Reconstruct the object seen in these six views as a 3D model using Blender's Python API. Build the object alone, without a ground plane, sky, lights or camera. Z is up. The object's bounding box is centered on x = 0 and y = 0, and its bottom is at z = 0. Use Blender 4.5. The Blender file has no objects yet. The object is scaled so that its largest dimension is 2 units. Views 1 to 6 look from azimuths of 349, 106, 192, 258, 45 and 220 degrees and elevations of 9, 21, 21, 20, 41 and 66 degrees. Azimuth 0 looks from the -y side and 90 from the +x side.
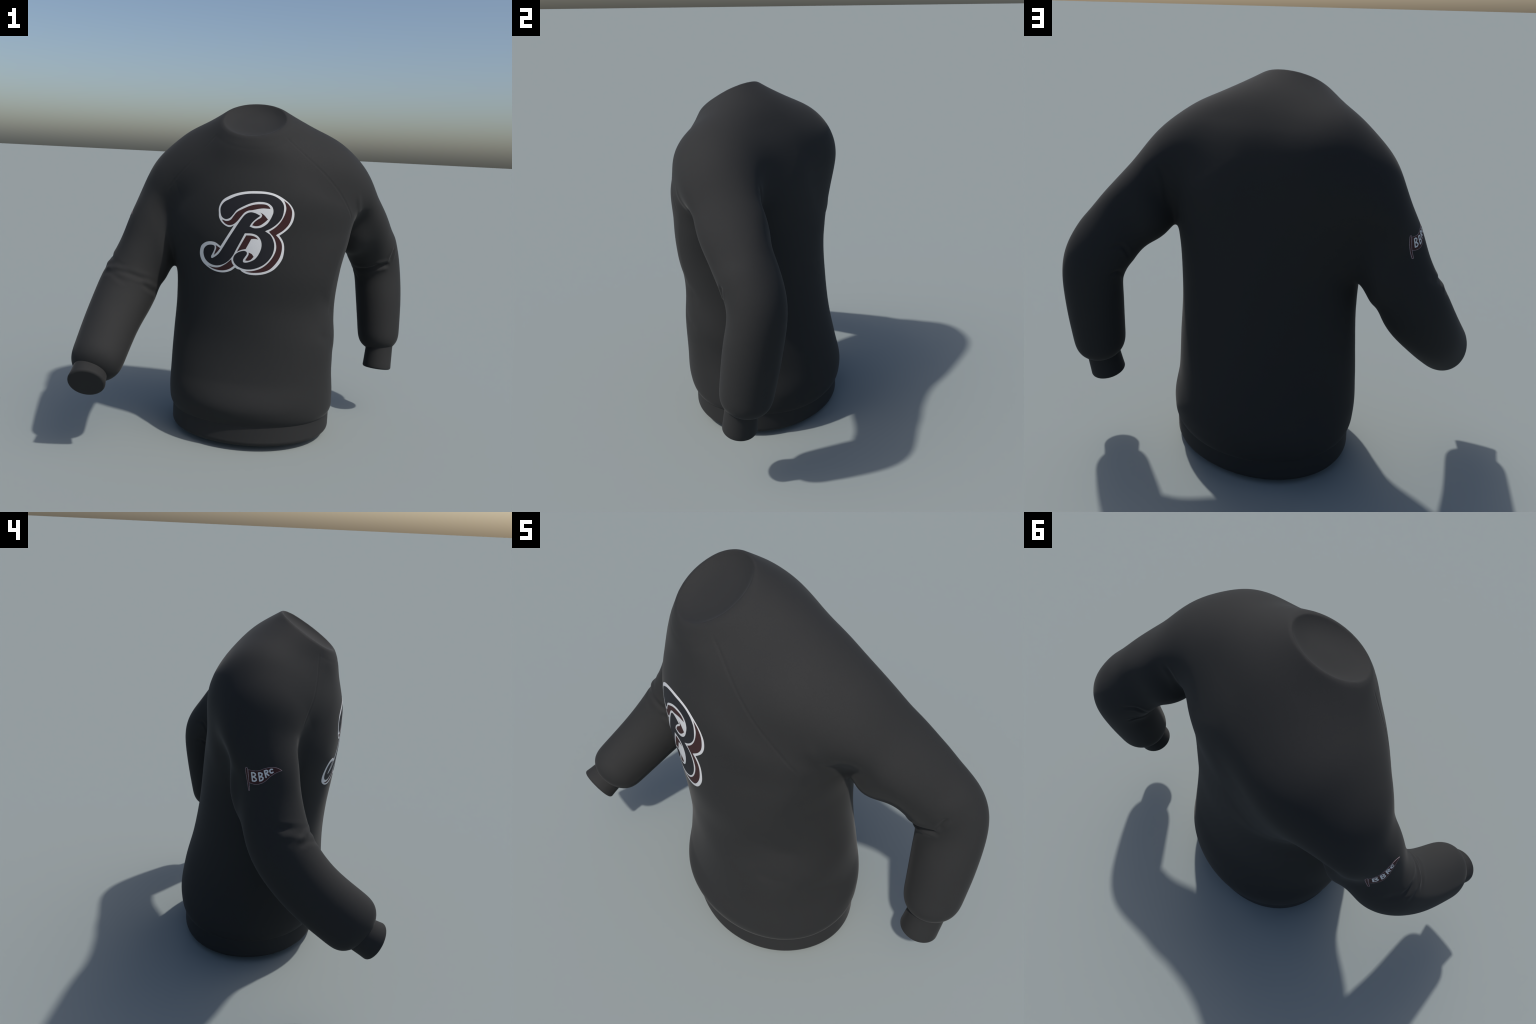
"""Dark crew-neck raglan sweatshirt, worn-looking and filled out, standing on its hem.

The cloth body is one implicit surface (a lofted torso blended into two swept sleeves,
dished at the neck); it is meshed, pressed with seams and creases, and then separated
into torso, sleeves and collar.  Waistband and cuffs are lofts, prints are thin layers.
"""
import bpy, bmesh, math
import numpy as np
from mathutils import Vector
from mathutils.bvhtree import BVHTree
from mathutils.geometry import delaunay_2d_cdt

# ------------------------------------------------------------------ sizes
# torso cross-sections by height: centre x, centre y, half width, front depth, back depth, turn, lean, lobe
TORSO_HEIGHTS = np.array([0.06, 0.15, 0.25, 0.4, 0.6, 0.8, 1, 1.2, 1.4, 1.55, 1.68, 1.8, 1.92])
TORSO = np.array([[0.025, 0.012, 0.473, 0.393, 0.419, -0.254, -0.020, 0.002],
    [0.025, 0.012, 0.480, 0.399, 0.425, -0.254, -0.020, 0.002],
    [0.018, -0.005, 0.482, 0.410, 0.454, -0.325, -0.008, 0.004],
    [0.017, -0.016, 0.471, 0.380, 0.437, -0.410, 0.001, -0.021],
    [0.014, -0.044, 0.466, 0.336, 0.422, -0.498, 0.022, -0.015],
    [-0.007, -0.078, 0.450, 0.299, 0.442, -0.541, 0.039, 0.012],
    [-0.016, -0.119, 0.463, 0.279, 0.470, -0.511, 0.034, 0.024],
    [-0.019, -0.112, 0.512, 0.304, 0.445, -0.422, 0.042, 0.028],
    [0.029, -0.093, 0.497, 0.341, 0.391, -0.346, 0.035, 0.014],
    [0.004, -0.056, 0.427, 0.341, 0.316, -0.329, -0.005, 0.004],
    [-0.016, -0.044, 0.324, 0.319, 0.241, -0.339, -0.022, 0.002],
    [-0.024, -0.089, 0.232, 0.200, 0.177, -0.334, 0.006, 0.022],
    [-0.054, -0.141, 0.045, -0.050, 0.043, -0.311, 0.022, 0.002]])
TORSO_ROUNDNESS, BAND_ROUNDNESS = 2.041, 2.041
NECK_POINT = np.array([-0.067, -0.199, 1.803])
NECK_NORMAL = np.array([-0.172, -0.518, 0.838])
TORSO_BOTTOM, TORSO_BOTTOM_SLOPE = 0.103, -0.030
# waistband: centre x, y, half width, front depth, back depth, bottom, slope, turn
BAND = np.array([0.031, 0.033, 0.468, 0.407, 0.382, 0.014, -0.020, -0.366])
# sleeve spines from shoulder to wrist: x, y, z, radius across, radius fore-and-aft
SLEEVES = [np.array([[-0.308, 0.109, 1.458, 0.287, 0.244],
    [-0.458, 0.130, 1.413, 0.196, 0.201],
    [-0.562, 0.130, 1.332, 0.098, 0.164],
    [-0.625, 0.090, 1.209, 0.090, 0.124],
    [-0.646, 0.083, 1.034, 0.135, 0.152],
    [-0.700, 0.043, 0.858, 0.166, 0.158],
    [-0.791, -0.090, 0.677, 0.150, 0.153],
    [-0.868, -0.302, 0.501, 0.136, 0.154]]),
    np.array([[0.356, -0.121, 1.579, 0.151, 0.207],
    [0.495, -0.070, 1.491, 0.134, 0.177],
    [0.613, 0.002, 1.372, 0.106, 0.164],
    [0.714, 0.070, 1.249, 0.107, 0.153],
    [0.757, 0.147, 1.112, 0.160, 0.149],
    [0.836, 0.219, 0.976, 0.146, 0.138],
    [0.858, 0.195, 0.759, 0.141, 0.142],
    [0.865, 0.159, 0.498, 0.126, 0.132]])]
# cuffs: start, end, radius at both
CUFFS = [np.array([-0.889, -0.295, 0.489, -0.912, -0.406, 0.424, 0.085, 0.097]),
    np.array([0.868, 0.138, 0.447, 0.853, 0.119, 0.315, 0.083, 0.088])]
BLEND = 0.168
# underarm gussets: centre, half sizes
GUSSETS = [np.array([-0.531, 0.100, 1.106, 0.070, 0.164, 0.210]),
    np.array([0.595, 0.047, 1.217, 0.110, 0.154, 0.153])]
NECK_DISH, NECK_RADIUS, NECK_RIM = .035, .168, .012       # hollow: depth, radius, softness of the rim
SLEEVE_END, SLEEVE_SOFTNESS = .085, .07                       # bulge of the sleeve over the cuff

# ------------------------------------------------------------------ colours
FABRIC, FABRIC_ROUGH, SHEEN, SPECULAR = (.0280, .0285, .0290), .8, .06, .1
WHITE_INK, RED_INK, NAVY_INK, FADED_INK = (.66, .66, .67), (.052, .022, .023), (.022, .0225, .027), (.34, .26, .29)

# creases: width, depth, line on the cloth
CREASES = [
    (0.013, 0.0042, [(-0.807, -0.039, 0.952), (-0.751, -0.082, 0.949), (-0.695, -0.100, 0.935), (-0.640, -0.096, 0.914), (-0.556, -0.042, 0.883)]),  # left elbow front groove
    (0.014, 0.0060, [(-0.645, -0.105, 0.890), (-0.593, -0.079, 0.848), (-0.540, 0.021, 0.798)]),  # left elbow inner notch
    (0.013, 0.0030, [(-0.797, 0.114, 1.013), (-0.805, 0.047, 1.009), (-0.735, -0.077, 0.970)]),  # left elbow side fold
    (0.016, -0.0036, [(-0.824, 0.095, 0.967), (-0.825, 0.034, 0.971), (-0.799, -0.053, 0.947)]),  # left elbow side fold
    (0.02, 0.0036, [(-0.800, 0.019, 1.006), (-0.810, 0.066, 1.003), (-0.797, 0.108, 1.017), (-0.772, 0.148, 1.039), (-0.743, 0.181, 1.058)]),  # left elbow rear fold
    (0.014, -0.0036, [(-0.703, -0.100, 0.934), (-0.769, -0.065, 0.961), (-0.815, -0.023, 0.957), (-0.847, 0.027, 0.931)]),  # left elbow ridge
    (0.014, 0.0024, [(-0.707, -0.126, 0.879), (-0.760, -0.105, 0.909), (-0.804, -0.061, 0.933), (-0.842, -0.008, 0.927)]),  # left forearm groove
    (0.016, 0.0112, [(0.675, 0.173, 0.951), (0.724, 0.093, 0.952), (0.777, 0.062, 0.972), (0.851, 0.062, 0.997)]),  # right elbow groove
    (0.013, 0.0064, [(0.861, 0.065, 1.001), (0.876, 0.059, 1.052), (0.889, 0.066, 1.097)]),  # right elbow side groove
    (0.014, 0.0096, [(0.759, 0.058, 0.981), (0.814, 0.056, 0.987), (0.870, 0.072, 0.991)]),  # right elbow inner fold
    (0.01, 0.0048, [(0.716, 0.304, 1.079), (0.659, 0.262, 1.087), (0.649, 0.208, 0.996)]),  # right elbow rear fold
    (0.01, 0.0048, [(0.724, 0.303, 0.938), (0.690, 0.256, 0.951), (0.712, 0.170, 0.869)]),  # right elbow rear fold
    (0.014, 0.0048, [(0.525, 0.136, 1.467), (0.489, 0.137, 1.399), (0.487, 0.105, 1.255)]),  # right armpit fold
    (0.02, -0.0032, [(0.495, -0.304, 1.441), (0.522, -0.270, 1.369), (0.551, -0.191, 1.308)]),  # right armpit fold
    (0.035, 0.0024, [(0.254, -0.412, 0.941), (0.353, -0.344, 0.856), (0.424, -0.239, 0.747), (0.473, -0.071, 0.606)]),  # right side fold
    (0.035, 0.0024, [(0.291, -0.384, 0.598), (0.396, -0.307, 0.570), (0.461, -0.162, 0.503), (0.469, 0.020, 0.432)]),  # right side fold
    (0.03, 0.0040, [(0.426, -0.260, 0.599), (0.368, -0.334, 0.630), (0.297, -0.376, 0.679)]),  # right waist fold
    (0.04, 0.0040, [(0.420, -0.246, 0.756), (0.355, -0.335, 0.815), (0.268, -0.398, 0.891)]),  # right waist fold
]
RAGLAN_SEAMS = [
    [(-0.264, -0.212, 1.718), (-0.318, -0.193, 1.654), (-0.372, -0.175, 1.590), (-0.421, -0.153, 1.532), (-0.469, -0.118, 1.471), (-0.512, -0.080, 1.405)],
    [(0.067, -0.340, 1.721), (0.133, -0.355, 1.663), (0.201, -0.375, 1.603), (0.309, -0.390, 1.507), (0.393, -0.370, 1.416), (0.449, -0.338, 1.337), (0.468, -0.317, 1.300)],
]

# prints, in millimetres about their centre; a third value marks a corner
CHEST_CENTRE, CHEST_TURN = Vector((-0.117, -0.409, 1.216)), -0.335
LETTER_OUTLINE = [(-155, 96), (-156, 116), (-151, 137), (-135, 163), (-102, 185), (-60, 202), (-11, 213), (38, 217), (86, 216), (131, 207), (176, 185), (210, 158), (228, 130), (233, 106), (227, 69), (209, 37), (186, 14), (163, -4, 1), (178, -24), (188, -48), (191, -81), (185, -123), (166, -158), (139, -187), (99, -208), (49, -218), (3, -215), (-23, -204), (-32, -196), (-47, -193), (-59, -186, 1), (-80, -204), (-111, -217), (-142, -221), (-179, -216), (-217, -199), (-246, -175), (-259, -145), (-259, -114), (-249, -86), (-225, -66), (-197, -59), (-170, -62), (-141, -80, 1), (-109, -27), (-71, 36, 1), (-94, 26), (-115, 31), (-138, 48), (-152, 71)]
LETTER_FACE = [(-146, 97), (-146, 125), (-130, 151), (-101, 169), (-59, 189), (-10, 201), (39, 205), (87, 205), (128, 197), (161, 178), (178, 153), (180, 120), (172, 87), (152, 58), (121, 32), (91, 16, 1), (119, -3), (136, -34), (141, -62), (135, -100), (116, -135), (89, -162), (52, -182), (15, -191), (-24, -188), (-54, -173), (-69, -153), (-70, -136), (-62, -118), (-43, -102), (-13, -93), (0, -98), (2, -109), (-8, -126), (-17, -142), (-16, -153), (-3, -155), (22, -147), (46, -131), (66, -100), (76, -62), (71, -33), (54, -11), (29, -1), (-12, -1, 1), (-32, -42), (-56, -90), (-72, -123), (-98, -156), (-129, -177), (-165, -187), (-203, -180), (-229, -159), (-239, -129), (-235, -102), (-218, -83), (-193, -76), (-175, -80), (-174, -95), (-184, -120), (-194, -141), (-191, -149), (-175, -141), (-152, -121), (-134, -95), (-100, -37), (-68, 16), (-36, 68), (-12, 98), (12, 109), (37, 106), (64, 94, 1), (38, 72), (22, 55), (11, 36, 1), (32, 29), (48, 29), (72, 35), (100, 55), (120, 89), (128, 118), (121, 142), (98, 159), (58, 164), (17, 156), (-23, 138), (-59, 115), (-79, 89), (-95, 72), (-117, 65), (-137, 75)]
LETTER_SHADOW = [
    [(-136, 61), (-112, 56), (-91, 63), (-75, 84), (-59, 105), (-30, 123), (14, 144), (50, 152), (91, 151), (107, 141), (113, 131, 1), (76, 132), (52, 128), (21, 120), (3, 117), (-17, 106), (-37, 82), (-57, 56), (-77, 40), (-98, 35), (-120, 43)],
    [(52, 113, 1), (77, 103), (103, 77, 1), (87, 61), (64, 44), (44, 39), (23, 42, 1), (35, 60), (50, 73), (68, 86), (72, 97), (65, 107)],
    [(-5, -11, 1), (25, -11), (46, -18), (58, -29, 1), (38, -27), (22, -29, 1), (-5, -83, 1), (-30, -90), (-52, -102, 1), (-31, -61)],
    [(11, -100, 1), (27, -107), (38, -121, 1), (22, -139), (5, -145), (-7, -143, 1), (4, -125), (11, -110)],
    [(-168, -75, 1), (-142, -90, 1), (-161, -115), (-179, -132, 1), (-172, -112), (-165, -92)],
    [(-215, -192, 1), (-184, -198), (-152, -195), (-116, -175), (-81, -144, 1), (-76, -163), (-66, -178, 1), (-89, -196), (-115, -207), (-147, -211), (-184, -206)],
    [(177, 178, 1), (202, 158), (219, 130), (221, 98), (211, 60), (185, 26), (147, -2, 1), (164, -20), (177, -44), (180, -73), (172, -115), (150, -154), (119, -186), (82, -201), (41, -207), (11, -206), (-8, -203, 1), (40, -195), (77, -180), (109, -154), (136, -117), (150, -79), (149, -50), (137, -17), (110, 14, 1), (141, 37), (167, 67), (185, 104), (191, 137), (185, 161)],
]
PENNANT_CENTRE, PENNANT_NORMAL = Vector((-0.699, 0.158, 1.228)), Vector((-0.898, 0.362, 0.251))
POLE_OUTLINE = [(-78.8, 26.5), (-76.9, 31.7), (-72.2, 33.2), (-67.9, 29.8, 1), (-50.0, -73.6, 1), (-53.3, -76.4), (-57.7, -75.1, 1)]
POLE = [(-76.9, 26.8), (-74.4, 31.1), (-71.8, 31.4), (-69.6, 28.8, 1), (-51.7, -73.6, 1), (-56.1, -74.4, 1)]
HOIST_STRIP = [(-67.2, 22.9, 1), (-63.4, 23.0, 1), (-56.0, -38.6, 1), (-59.6, -38.8, 1)]
PENNANT_OUTLINE = [(-65.4, 23.9, 1), (-49.2, 21.9), (-27.1, 21.8), (-9.5, 25.5), (7.4, 34.3), (27.5, 41.4), (49.5, 44.6), (70.0, 42.4), (90.6, 32.1, 1), (72.2, 23.1), (56.3, 13.0), (40.6, -0.6), (24.9, -18.9), (8.4, -32.2), (-10.9, -40.4), (-29.5, -42.9), (-45.1, -41.6), (-58.0, -38.6, 1)]
PENNANT = [(-64.0, 22.6, 1), (-49.1, 20.7), (-27.0, 20.4), (-9.3, 24.1), (7.5, 32.9), (27.7, 40.0), (49.6, 43.2), (69.8, 41.0), (87.9, 32.1, 1), (71.7, 24.3), (55.9, 14.4), (40.1, 0.7), (24.5, -17.7), (7.9, -30.8), (-11.0, -39.0), (-29.6, -41.5), (-45.2, -40.1), (-56.7, -37.6, 1)]
LETTERING_STROKES = [
    [(-47.0, 10.6), (-40.4, -26.6)],
    [(-46.9, 10.2), (-37.3, 11.4), (-28.7, 6.6), (-27.7, 0.4), (-34.3, -5.9), (-41.6, -8.6)],
    [(-41.6, -8.6), (-32.1, -9.2), (-22.2, -16.9), (-21.8, -22.3), (-28.8, -27.7), (-40.3, -27.5)],
    [(-13.7, 12.8), (-4.8, -22.8)],
    [(-13.7, 12.8), (-4.9, 14.1), (2.6, 10.9), (2.8, 4.7), (-1.6, -2.0), (-7.6, -5.3)],
    [(-7.6, -5.3), (2.1, -3.3), (9.3, -7.9), (8.9, -14.2), (3.7, -20.1), (-4.7, -23.4)],
    [(11.8, 25.2), (22.6, -3.9)],
    [(11.8, 25.2), (20.2, 28.2), (26.5, 26.5), (27.9, 21.3), (23.3, 15.6), (17.4, 12.4)],
    [(20.8, 14.2), (33.8, 6.0)],
    [(47.1, 34.8), (40.3, 34.7), (36.5, 30.0), (37.2, 23.9), (41.1, 19.0), (46.3, 18.5), (51.1, 22.4)],
]

# ------------------------------------------------------------------ the cloth as a field
def hermite(knots, rows, x):
    """Smooth curve through rows of control values."""
    knots = np.asarray(knots, float)
    h = np.diff(knots)[:, None]
    d = np.diff(rows, axis=0) / h
    m = np.empty_like(rows)
    m[1:-1] = (d[:-1] * h[1:] + d[1:] * h[:-1]) / (h[1:] + h[:-1])
    m[0], m[-1] = d[0], d[-1]
    x = np.clip(x, knots[0], knots[-1])
    i = np.clip(np.searchsorted(knots, x) - 1, 0, len(knots) - 2)
    w = knots[i + 1] - knots[i]
    t, w = ((x - knots[i]) / w)[:, None], w[:, None]
    return ((2*t**3 - 3*t**2 + 1) * rows[i] + (t**3 - 2*t**2 + t) * w * m[i]
            + (3*t**2 - 2*t**3) * rows[i + 1] + (t**3 - t**2) * w * m[i + 1])


def soft_min(a, b, k):
    h = np.maximum(k - np.abs(a - b), 0) / k
    return np.minimum(a, b) - h * h * k * .25


def soft_max(a, b, k):
    return -soft_min(-a, -b, k)


def smoothstep(a, b, x):
    t = np.clip((x - a) / (b - a), 0, 1)
    return t * t * (3 - 2 * t)


def torso_side(p):
    """Signed distance-like value to the lofted trunk, without its ends."""
    cx, cy, a, front, back, turn, lean, lobe = hermite(TORSO_HEIGHTS, TORSO, p[:, 2]).T
    a, front, back = (np.maximum(v, .02) for v in (a, front, back))
    x, y, c, s = p[:, 0] - cx, p[:, 1] - cy, np.cos(turn), np.sin(turn)
    x, y = c * x + s * y, c * y - s * x
    n = TORSO_ROUNDNESS
    b = np.where(y < 0, front, back)
    angle = np.arctan2(y / b, x / a)
    girth = 1 + lean * np.sin(2 * angle) + lobe * np.sin(3 * angle)
    return (((np.abs(x) / a)**n + (np.abs(y) / b)**n)**(1 / n) / girth - 1) * np.minimum(a, .5 * (front + back))


def neck_height(p):
    return (p - NECK_POINT) @ NECK_NORMAL


def torso_field(p):
    f = torso_side(p)
    w = p - NECK_POINT
    h = w @ NECK_NORMAL
    r = np.linalg.norm(w - h[:, None] * NECK_NORMAL, axis=1) / NECK_RADIUS
    f = soft_max(f, h + NECK_DISH * (1 - np.minimum(r, 1.)**3.6), NECK_RIM)     # hollow inside the neck rim
    return soft_max(f, TORSO_BOTTOM + TORSO_BOTTOM_SLOPE * (p[:, 1] - .04) - p[:, 2], .094)      # bloused over the waistband


def spine(rows, count=40):
    w = hermite(np.arange(len(rows)), rows, np.linspace(0, len(rows) - 1, count))
    t = np.gradient(w[:, :3], axis=0)
    return w[:, :3], t / np.linalg.norm(t, axis=1)[:, None], np.maximum(w[:, 3:5], .02)


def sleeve_field(p, rows):
    """Elliptic tube about a spine; each point takes a softly weighted stretch of it."""
    c, t, r = spine(rows)
    fade = (1 - np.linspace(0, 1, len(c))[:, None])**2
    ends = fade * r.mean(1)[:, None] + (1 - fade) * SLEEVE_END
    d = (p**2).sum(1)[:, None] + (c**2).sum(1) - 2 * p @ c.T
    w = np.exp(-(d - d.min(1)[:, None]) / SLEEVE_SOFTNESS**2)
    a = (w / w.sum(1)[:, None]) @ np.hstack([c, t, r, ends])
    w, tt, rr = p - a[:, :3], a[:, 3:6], a[:, 6:8]
    tt = tt / np.linalg.norm(tt, axis=1)[:, None]
    u = np.cross(tt, [0, 1., 0])
    u /= np.linalg.norm(u, axis=1)[:, None]
    v = np.cross(tt, u)
    q = ((w * u).sum(1) / rr[:, 0])**2 + ((w * v).sum(1) / rr[:, 1])**2 + ((w * tt).sum(1) / a[:, 8])**2
    return (np.sqrt(q + 1e-12) - 1) * rr.min(1)


def arm_field(p, rows, gusset):
    w, r = p - gusset[:3], gusset[3:]
    near, slope = (np.sqrt(((w / k)**2).sum(1) + 1e-9) for k in (r, r**2))
    q = near * (near - 1) / slope
    return soft_min(sleeve_field(p, rows), q, .10)


def cloth_field(p):
    f = torso_field(p)
    soft = smoothstep(1.15, 1.55, p[:, 2])                               # tight armpits, soft shoulders
    drape = smoothstep(.0, .18, p[:, 1]) * smoothstep(.8, 1.1, p[:, 2])  # cloth hangs over one armpit behind
    for rows, gusset, s in zip(SLEEVES, GUSSETS, (np.maximum(soft, drape), soft)):
        f = soft_min(f, arm_field(p, rows, gusset), .05 + (BLEND - .05) * s)
    return f


# ------------------------------------------------------------------ meshing
def surface_net(field, low, high, step):
    """Quads around the zero level of a field, sampled on a box of cells."""
    axes = [np.arange(a, b + step, step) for a, b in zip(low, high)]
    shape = tuple(len(a) for a in axes)
    grid = np.stack(np.meshgrid(*axes, indexing='ij'), -1).reshape(-1, 3)
    f = np.concatenate([field(chunk) for chunk in np.array_split(grid, 12)]).reshape(shape)
    corners = [(i, j, k) for i in (0, 1) for j in (0, 1) for k in (0, 1)]
    cells = tuple(n - 1 for n in shape)
    val = {c: f[c[0]:c[0] + cells[0], c[1]:c[1] + cells[1], c[2]:c[2] + cells[2]] for c in corners}
    total, count = np.zeros(cells + (3,)), np.zeros(cells)
    for a in corners:
        for axis in range(3):
            if a[axis]:
                continue
            b = tuple(1 if i == axis else a[i] for i in range(3))
            cross = (val[a] < 0) != (val[b] < 0)
            t = np.where(cross, val[a] / np.where(cross, val[a] - val[b], 1), 0)
            for i in range(3):
                total[..., i] += np.where(cross, a[i] + (t if i == axis else 0), 0)
            count += cross
    used = count > 0
    ids = np.full(cells, -1)
    ids[used] = np.arange(used.sum())
    where = np.argwhere(used)
    verts = np.array(low) + (where + total[used] / count[used][:, None]) * step
    quads = []
    for axis in range(3):
        u, v = [(1, 2), (2, 0), (0, 1)][axis]
        take = [slice(1, -1)] * 3
        take[axis] = slice(0, -1)
        nxt = list(take)
        nxt[axis] = slice(1, None)
        a, b = f[tuple(take)] < 0, f[tuple(nxt)] < 0
        at = np.argwhere(a != b)
        inside = a[a != b]
        at = at + [0 if i == axis else 1 for i in range(3)]
        du, dv = np.eye(3, dtype=int)[u], np.eye(3, dtype=int)[v]
        q = np.stack([ids[tuple((at - e).T)] for e in (du + dv, dv, 0 * du, du)], 1)
        q[~inside] = q[~inside][:, ::-1]
        quads.append(q)
    return verts, np.concatenate(quads)


def subdivide(verts, quads):
    """Split every quad in four."""
    edges = np.sort(np.stack([quads, np.roll(quads, -1, 1)], -1).reshape(-1, 2), 1)
    unique, inverse = np.unique(edges, axis=0, return_inverse=True)
    n = len(verts)
    mid = verts[unique].mean(1)
    centre = verts[quads].mean(1)
    e = n + inverse.reshape(-1, 4)
    c = n + len(unique) + np.arange(len(quads))
    new = np.concatenate([np.stack([quads[:, i], e[:, i], c, e[:, i - 1]], 1) for i in range(4)])
    return np.concatenate([verts, mid, centre]), new


def vertex_normals(verts, quads):
    n = np.cross(verts[quads[:, 2]] - verts[quads[:, 0]], verts[quads[:, 3]] - verts[quads[:, 1]])
    out = np.zeros_like(verts)
    for i in range(4):
        for a in range(3):
            out[:, a] += np.bincount(quads[:, i], n[:, a], len(verts))
    return out / np.maximum(np.linalg.norm(out, axis=1), 1e-12)[:, None]


def settle(verts, quads, field, rounds):
    """Pull vertices onto the zero level along their normals."""
    for _ in range(rounds):
        n = vertex_normals(verts, quads)
        f = field(verts)
        slope = (field(verts + n * .004) - f) / .004
        verts = verts - n * np.clip(f / np.maximum(slope, .35), -.012, .012)[:, None]
    return verts


def relax(verts, quads, rounds):
    edges = np.unique(np.sort(np.stack([quads, np.roll(quads, -1, 1)], -1).reshape(-1, 2), 1), axis=0)
    degree = np.bincount(edges.ravel(), minlength=len(verts))[:, None]
    for _ in range(rounds):
        total = np.stack([np.bincount(edges[:, 0], verts[edges[:, 1], a], len(verts))
                          + np.bincount(edges[:, 1], verts[edges[:, 0], a], len(verts)) for a in range(3)], 1)
        verts = verts * .5 + total / degree * .5
    return verts


def stroke_distance(p, points):
    """Distance to a smooth line through points and the share of its length."""
    rows = np.array(points, float)
    line = hermite(np.arange(len(rows)), rows, np.linspace(0, len(rows) - 1, 8 * (len(rows) - 1) + 1))
    best, share = np.full(len(p), 1e9), np.zeros(len(p))
    for i in range(len(line) - 1):
        d = line[i + 1] - line[i]
        s = np.clip((p - line[i]) @ d / (d @ d), 0, 1)
        q = np.linalg.norm(p - line[i] - s[:, None] * d, axis=1)
        near = q < best
        best[near], share[near] = q[near], (i + s[near]) / (len(line) - 1)
    return best, share


def press(verts, normals, width, depth, points, fade=.25, lip=.35):
    """Push a groove (or raise a ridge, for a negative depth) along a line."""
    box = np.array(points)
    pick = np.where(((verts > box.min(0) - 4 * width) & (verts < box.max(0) + 4 * width)).all(1))[0]
    d, s = stroke_distance(verts[pick], points)
    fade = np.minimum(1, np.minimum(s, 1 - s) / fade)
    profile = np.exp(-(d / width)**2) - lip * np.exp(-((d - 1.9 * width) / width)**2)
    verts[pick] -= normals[pick] * (depth * profile * fade)[:, None]


# ------------------------------------------------------------------ materials
def cloth_material(name, colour, grain=.06, roughness=.85, sheen=.0, bump=.0):
    m = bpy.data.materials.new(name)
    m.use_nodes = True
    t = m.node_tree
    b = t.nodes['Principled BSDF']
    co = t.nodes.new('ShaderNodeTexCoord')
    noise = t.nodes.new('ShaderNodeTexNoise')
    noise.inputs['Scale'].default_value = 260
    noise.inputs['Detail'].default_value = 3
    ramp = t.nodes.new('ShaderNodeValToRGB')
    ramp.color_ramp.elements[0].position, ramp.color_ramp.elements[1].position = .3, .7
    ramp.color_ramp.elements[0].color = tuple(c * (1 - grain) for c in colour) + (1,)
    ramp.color_ramp.elements[1].color = tuple(c * (1 + grain) for c in colour) + (1,)
    t.links.new(co.outputs['Object'], noise.inputs['Vector'])
    t.links.new(noise.outputs['Fac'], ramp.inputs['Fac'])
    t.links.new(ramp.outputs['Color'], b.inputs['Base Color'])
    b.inputs['Roughness'].default_value = roughness
    b.inputs['Specular IOR Level'].default_value = SPECULAR
    b.inputs['Sheen Weight'].default_value = sheen
    b.inputs['Sheen Roughness'].default_value = .35
    if bump:
        bn = t.nodes.new('ShaderNodeBump')
        bn.inputs['Strength'].default_value = bump
        bn.inputs['Distance'].default_value = .001
        t.links.new(noise.outputs['Fac'], bn.inputs['Height'])
        t.links.new(bn.outputs['Normal'], b.inputs['Normal'])
    return m


# ------------------------------------------------------------------ objects
def add_object(name, verts, faces, material, parent, normals=None):
    me = bpy.data.meshes.new(name)
    me.from_pydata([tuple(v) for v in verts], [], [tuple(f) for f in faces])
    me.validate()
    me.polygons.foreach_set('use_smooth', [True] * len(me.polygons))
    me.materials.append(material)
    if normals is not None:
        me.normals_split_custom_set_from_vertices([tuple(n) for n in normals])
    ob = bpy.data.objects.new(name, me)
    bpy.context.collection.objects.link(ob)
    ob.parent = parent
    return ob


def part_of(name, verts, quads, normals, chosen, material, parent):
    q = quads[chosen]
    used, index = np.unique(q, return_inverse=True)
    return add_object(name, verts[used], index.reshape(-1, 4), material, parent, normals[used])


def lofted(name, rings, tip, material, parent):
    """Closed skin over rings of equal count, ending in a tip point."""
    n = len(rings[0])
    verts = [v for r in rings for v in r] + [tip]
    faces = [(i * n + j, i * n + (j + 1) % n, (i + 1) * n + (j + 1) % n, (i + 1) * n + j)
             for i in range(len(rings) - 1) for j in range(n)]
    last = (len(rings) - 1) * n
    faces += [(last + j, last + (j + 1) % n, len(verts) - 1) for j in range(n)]
    return add_object(name, verts, faces, material, parent)


def build_waistband(material, parent):
    cx, cy, a, front, back, bottom, slope, turn = BAND
    c, s = math.cos(turn), math.sin(turn)
    rings, round_ = [], .03
    bottom += .008
    # profile: (height above the hem line, inset, drop towards the middle)
    wall = [(.20, 0), (.15, 0), (.11, 0), (.08, 0), (.055, 0), (.035, 0)]
    bend = [(round_ * (1 - math.sin(t)), round_ * (1 - math.cos(t))) for t in np.linspace(0, math.pi / 2, 9)]
    under = [(-.03 * k, .03 + .30 * k) for k in (.15, .35, .6, .85, 1.)]
    for h, inset in wall + bend + under:
        ring = []
        for j in range(160):
            t = 2 * math.pi * j / 160
            b = front if math.sin(t) < 0 else back
            e = 2 / BAND_ROUNDNESS
            x = math.copysign(abs(math.cos(t))**e, math.cos(t))
            y = math.copysign(abs(math.sin(t))**e, math.sin(t))
            x, y = (a - inset) * x, (b - inset) * y
            wx, wy = cx + c * x - s * y, cy + s * x + c * y
            z = bottom + slope * (wy - cy) + h
            ring.append((wx, wy, z))
        rings.append(ring)
    rings = [[(x, y, max(z, 0.0)) for x, y, z in r] for r in rings]
    return lofted('waistband', [r[::-1] for r in rings], (cx, cy, 0.0), material, parent)


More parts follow.
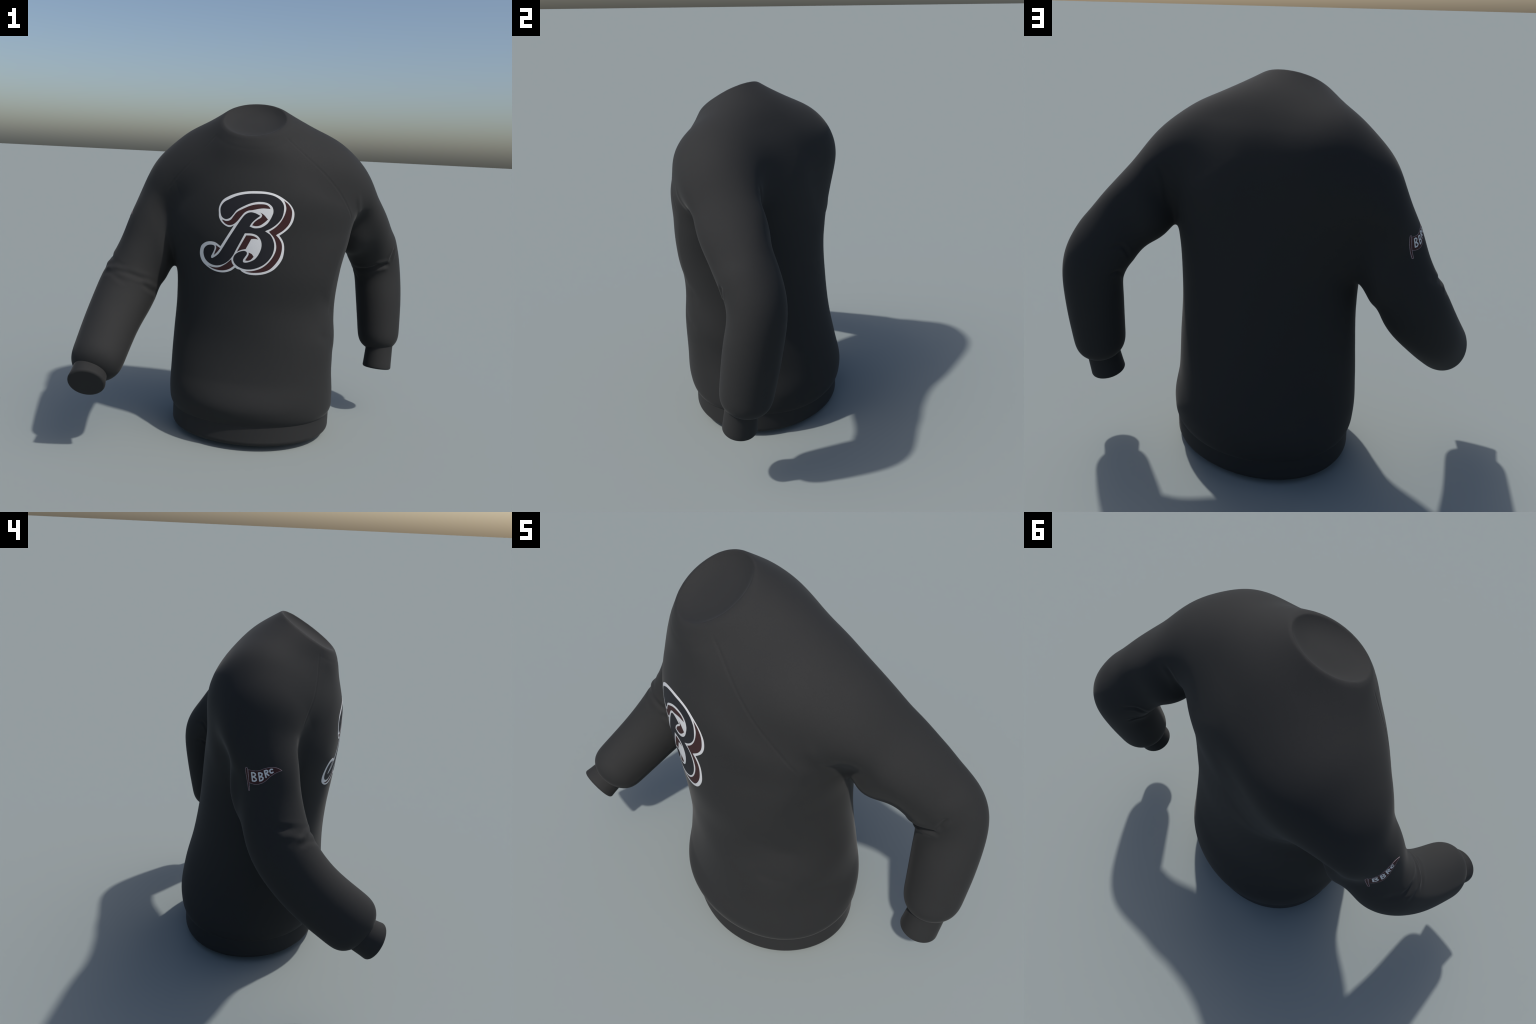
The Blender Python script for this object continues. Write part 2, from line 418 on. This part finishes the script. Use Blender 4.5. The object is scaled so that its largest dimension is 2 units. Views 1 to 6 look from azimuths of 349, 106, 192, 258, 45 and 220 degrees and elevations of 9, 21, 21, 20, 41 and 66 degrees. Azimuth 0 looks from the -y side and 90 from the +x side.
def build_cuff(row, material, parent):
    start, end, r0, r1 = Vector(row[:3]), Vector(row[3:6]), row[6], row[7]
    axis = (end - start)
    length = axis.length
    axis.normalize()
    u = axis.cross(Vector((0, 1, 0))).normalized()
    v = axis.cross(u)
    bend = .012
    prof = [(-.06, r0)] + [(length * k, r0 + (r1 - r0) * k) for k in (0, .25, .5, .7)]
    prof += [(length - bend * (1 - math.sin(t)), r1 - bend * (1 - math.cos(t))) for t in np.linspace(0, math.pi / 2, 7)]
    prof += [(length, r1 * k) for k in (.8, .5, .2)]
    rings = [[start + axis * h + (u * math.cos(2 * math.pi * j / 72) + v * math.sin(2 * math.pi * j / 72)) * r
              for j in range(72)] for h, r in prof]
    return lofted('cuff', rings, start + axis * length, material, parent)


# ------------------------------------------------------------------ prints
def outline(points, step=2.0):
    """Closed smooth line through points; a third value marks a corner."""
    n = len(points)
    out = []
    p = [np.array(q[:2], float) for q in points]
    corner = [len(q) > 2 for q in points]
    for i in range(n):
        a, b = p[i], p[(i + 1) % n]
        before = a - (b - a) if corner[i] else p[i - 1]
        after = b + (b - a) if corner[(i + 1) % n] else p[(i + 2) % n]
        l0, l1, l2 = (max(np.linalg.norm(w), 1e-6)**.5 for w in (a - before, b - a, after - b))
        ma = ((a - before) / l0 - (b - before) / (l0 + l1) + (b - a) / l1) * l1
        mb = ((b - a) / l1 - (after - a) / (l1 + l2) + (after - b) / l2) * l1
        if corner[i] and corner[(i + 1) % n]:
            ma = mb = b - a
        for t in np.arange(0, 1, 1 / max(1, math.ceil(np.linalg.norm(b - a) / step))):
            out.append((2*t**3 - 3*t**2 + 1) * a + (t**3 - 2*t**2 + t) * ma + (3*t**2 - 2*t**3) * b + (t**3 - t**2) * mb)
    return np.array(out)


def ribbon(points, half):
    """Brush stroke of constant width with rounded ends, as overlapping rounded bars."""
    p = [np.array(q[:2], float) for q in points]
    bars = []
    for a, b in zip(p, p[1:]):
        d = (b - a) / np.linalg.norm(b - a)
        n = np.array([-d[1], d[0]])
        ends = [a + half * (-d * math.sin(t) + n * math.cos(t)) for t in np.linspace(0, math.pi, 7)]
        ends += [b + half * (d * math.sin(t) - n * math.cos(t)) for t in np.linspace(0, math.pi, 7)]
        bars.append(np.array(ends))
    return bars


def inside(q, loop):
    x, y = loop[:, 0], loop[:, 1]
    x2, y2 = np.roll(x, -1), np.roll(y, -1)
    hit = np.zeros(len(q), bool)
    for i in range(len(x)):
        span = (y[i] > q[:, 1]) != (y2[i] > q[:, 1])
        hit ^= span & (q[:, 0] < (x2[i] - x[i]) * (q[:, 1] - y[i]) / (y2[i] - y[i] if y2[i] != y[i] else 1) + x[i])
    return hit


def lay_print(layers, centre, across, up, normal, tree, parent, spacing, lift=.0009):
    """Partition the plane by the layered outlines, then lay each layer on the cloth."""
    loops = [(k, loop) for k, (_, _, shapes) in enumerate(layers) for loop in shapes]
    every = np.concatenate([l for _, l in loops])
    low, high = every.min(0), every.max(0)
    gx, gy = np.meshgrid(np.arange(low[0], high[0], spacing), np.arange(low[1], high[1], spacing))
    co = [Vector(v) for v in np.stack([gx.ravel(), gy.ravel()], 1)]
    edges = []
    for _, loop in loops:
        n = len(co)
        co += [Vector(v) for v in loop]
        edges += [(n + i, n + (i + 1) % len(loop)) for i in range(len(loop))]
    v2, _, tris = delaunay_2d_cdt(co, edges, [], 0, 1e-4)[:3]
    v2, tris = np.array([tuple(v) for v in v2]), np.array([f for f in tris if len(f) == 3])
    mid = v2[tris].mean(1)
    owner = np.full(len(tris), -1)
    for k, loop in loops:
        owner[inside(mid, loop)] = k
    world = []
    for x, y in v2:
        p = centre + across * (x * .001) + up * (y * .001)
        hit, n, _, _ = tree.ray_cast(p + normal * .3, -normal)
        world.append(hit + n * lift if hit else p)
    made = []
    solid = tris[owner >= 0]
    directed = {}
    for t in solid:
        for a, b in ((t[0], t[1]), (t[1], t[2]), (t[2], t[0])):
            directed[(a, b)] = True
    for k, (name, material, _) in enumerate(layers):
        mine = tris[owner == k]
        used, index = np.unique(mine, return_inverse=True)
        verts = [world[i] for i in used]
        faces = [tuple(f) for f in index.reshape(-1, 3)]
        for t in mine:                                   # sink the free rim into the cloth
            for a, b in ((t[0], t[1]), (t[1], t[2]), (t[2], t[0])):
                if (b, a) not in directed:
                    n = len(verts)
                    verts += [world[a], world[b], world[b] - normal * .002, world[a] - normal * .002]
                    faces.append((n + 1, n, n + 3, n + 2))
        made.append(add_object(name, verts, faces, material, parent if not made else made[0]))
    return made


# ------------------------------------------------------------------ build
def build():
    fabric = cloth_material('dark_jersey', FABRIC, sheen=SHEEN, roughness=FABRIC_ROUGH)
    rib = cloth_material('dark_rib', FABRIC, sheen=SHEEN, roughness=FABRIC_ROUGH)
    white = cloth_material('white_print', WHITE_INK, grain=.03, roughness=.6)
    red = cloth_material('maroon_print', RED_INK, grain=.03, roughness=.6)
    faded = cloth_material('faded_print', FADED_INK, grain=.2, roughness=.6)
    navy = cloth_material('navy_print', NAVY_INK, grain=.03, roughness=.6)

    shirt = bpy.data.objects.new('sweatshirt', None)
    bpy.context.collection.objects.link(shirt)
    shirt['label'] = 'dark charcoal crew-neck sweatshirt with a script letter B and pennant'
    shirt['category'] = 'sweatshirt'

    verts, quads = surface_net(cloth_field, (-1.06, -.62, .06), (1.06, .56, 1.96), .018)
    verts = relax(verts, quads, 2)
    verts = settle(verts, quads, cloth_field, 2)
    verts, quads = subdivide(verts, quads)
    verts = settle(relax(verts, quads, 1), quads, cloth_field, 1)
    verts, quads = subdivide(verts, quads)
    verts = settle(relax(verts, quads, 2), quads, cloth_field, 1)
    smooth = vertex_normals(verts, quads)
    rim = neck_height(verts)
    for width, depth, points in CREASES:
        press(verts, smooth, width, depth, points, lip=.35 if width < .02 else 0)
    for points in RAGLAN_SEAMS:
        press(verts, smooth, .0055, .0014, points, fade=.06)
    band = np.exp(-((rim + .042) / .006)**2) * (verts[:, 2] > 1.6) * smoothstep(-.1, -.3, verts[:, 1])
    verts -= smooth * (.0006 * band)[:, None]                    # stitch line under the collar
    verts = relax(verts, quads, 1)
    normals = vertex_normals(verts, quads)

    # regions: collar inside and just under the rim, sleeves beyond the raglan lines, torso
    mid = verts[quads].mean(1)
    collar = (neck_height(mid) > -.05) & (torso_side(mid) < .03) & (mid[:, 2] > 1.6)
    arm = []
    trunk = torso_field(mid)
    for rows, seam in zip(SLEEVES, RAGLAN_SEAMS):
        a, b = np.array(seam[0]), np.array(seam[-1])
        back = np.array([.55 * a[0] + .45 * b[0], .2, .5 * (a[2] + b[2])])
        n = np.cross(b - a, back - a)
        n *= np.sign(n[0]) * np.sign(b[0] - a[0])
        beyond = ((mid - a) @ n > 0) & (mid[:, 2] > b[2])
        below = (mid[:, 2] <= b[2]) & (sleeve_field(mid, rows) < trunk) & (np.sign(mid[:, 0]) == np.sign(b[0]))
        arm.append((beyond | below) & ~collar)
    body = ~(collar | arm[0] | arm[1])
    torso = part_of('torso', verts, quads, normals, body, fabric, shirt)
    part_of('collar', verts, quads, normals, collar, rib, shirt)
    sleeves = [part_of('sleeve', verts, quads, normals, m, fabric, shirt) for m in arm]
    build_waistband(rib, shirt)
    for row, sleeve in zip(CUFFS, sleeves):
        build_cuff(row, rib, sleeve)

    tree = BVHTree.FromPolygons([tuple(v) for v in verts], [tuple(q) for q in quads])
    c, s = math.cos(CHEST_TURN), math.sin(CHEST_TURN)
    lay_print([('letter_outline', white, [outline(LETTER_OUTLINE)]),
               ('letter_shadow', red, [outline(l) for l in LETTER_SHADOW]),
               ('letter_face', navy, [outline(LETTER_FACE)])],
              CHEST_CENTRE, Vector((c, s, 0)), Vector((0, 0, 1)), Vector((s, -c, 0)), tree, torso, 7)
    across = Vector((0, 0, 1)).cross(PENNANT_NORMAL).normalized()
    strokes = [bar for line in LETTERING_STROKES for bar in ribbon(line, 3.2)]
    lay_print([('pennant_outline', faded, [outline(PENNANT_OUTLINE), outline(POLE_OUTLINE)]),
               ('pennant', red, [outline(PENNANT), outline(POLE)]),
               ('pennant_lettering', white, strokes)],
              PENNANT_CENTRE, across, PENNANT_NORMAL.cross(across), PENNANT_NORMAL, tree, sleeves[0], 4)


build()
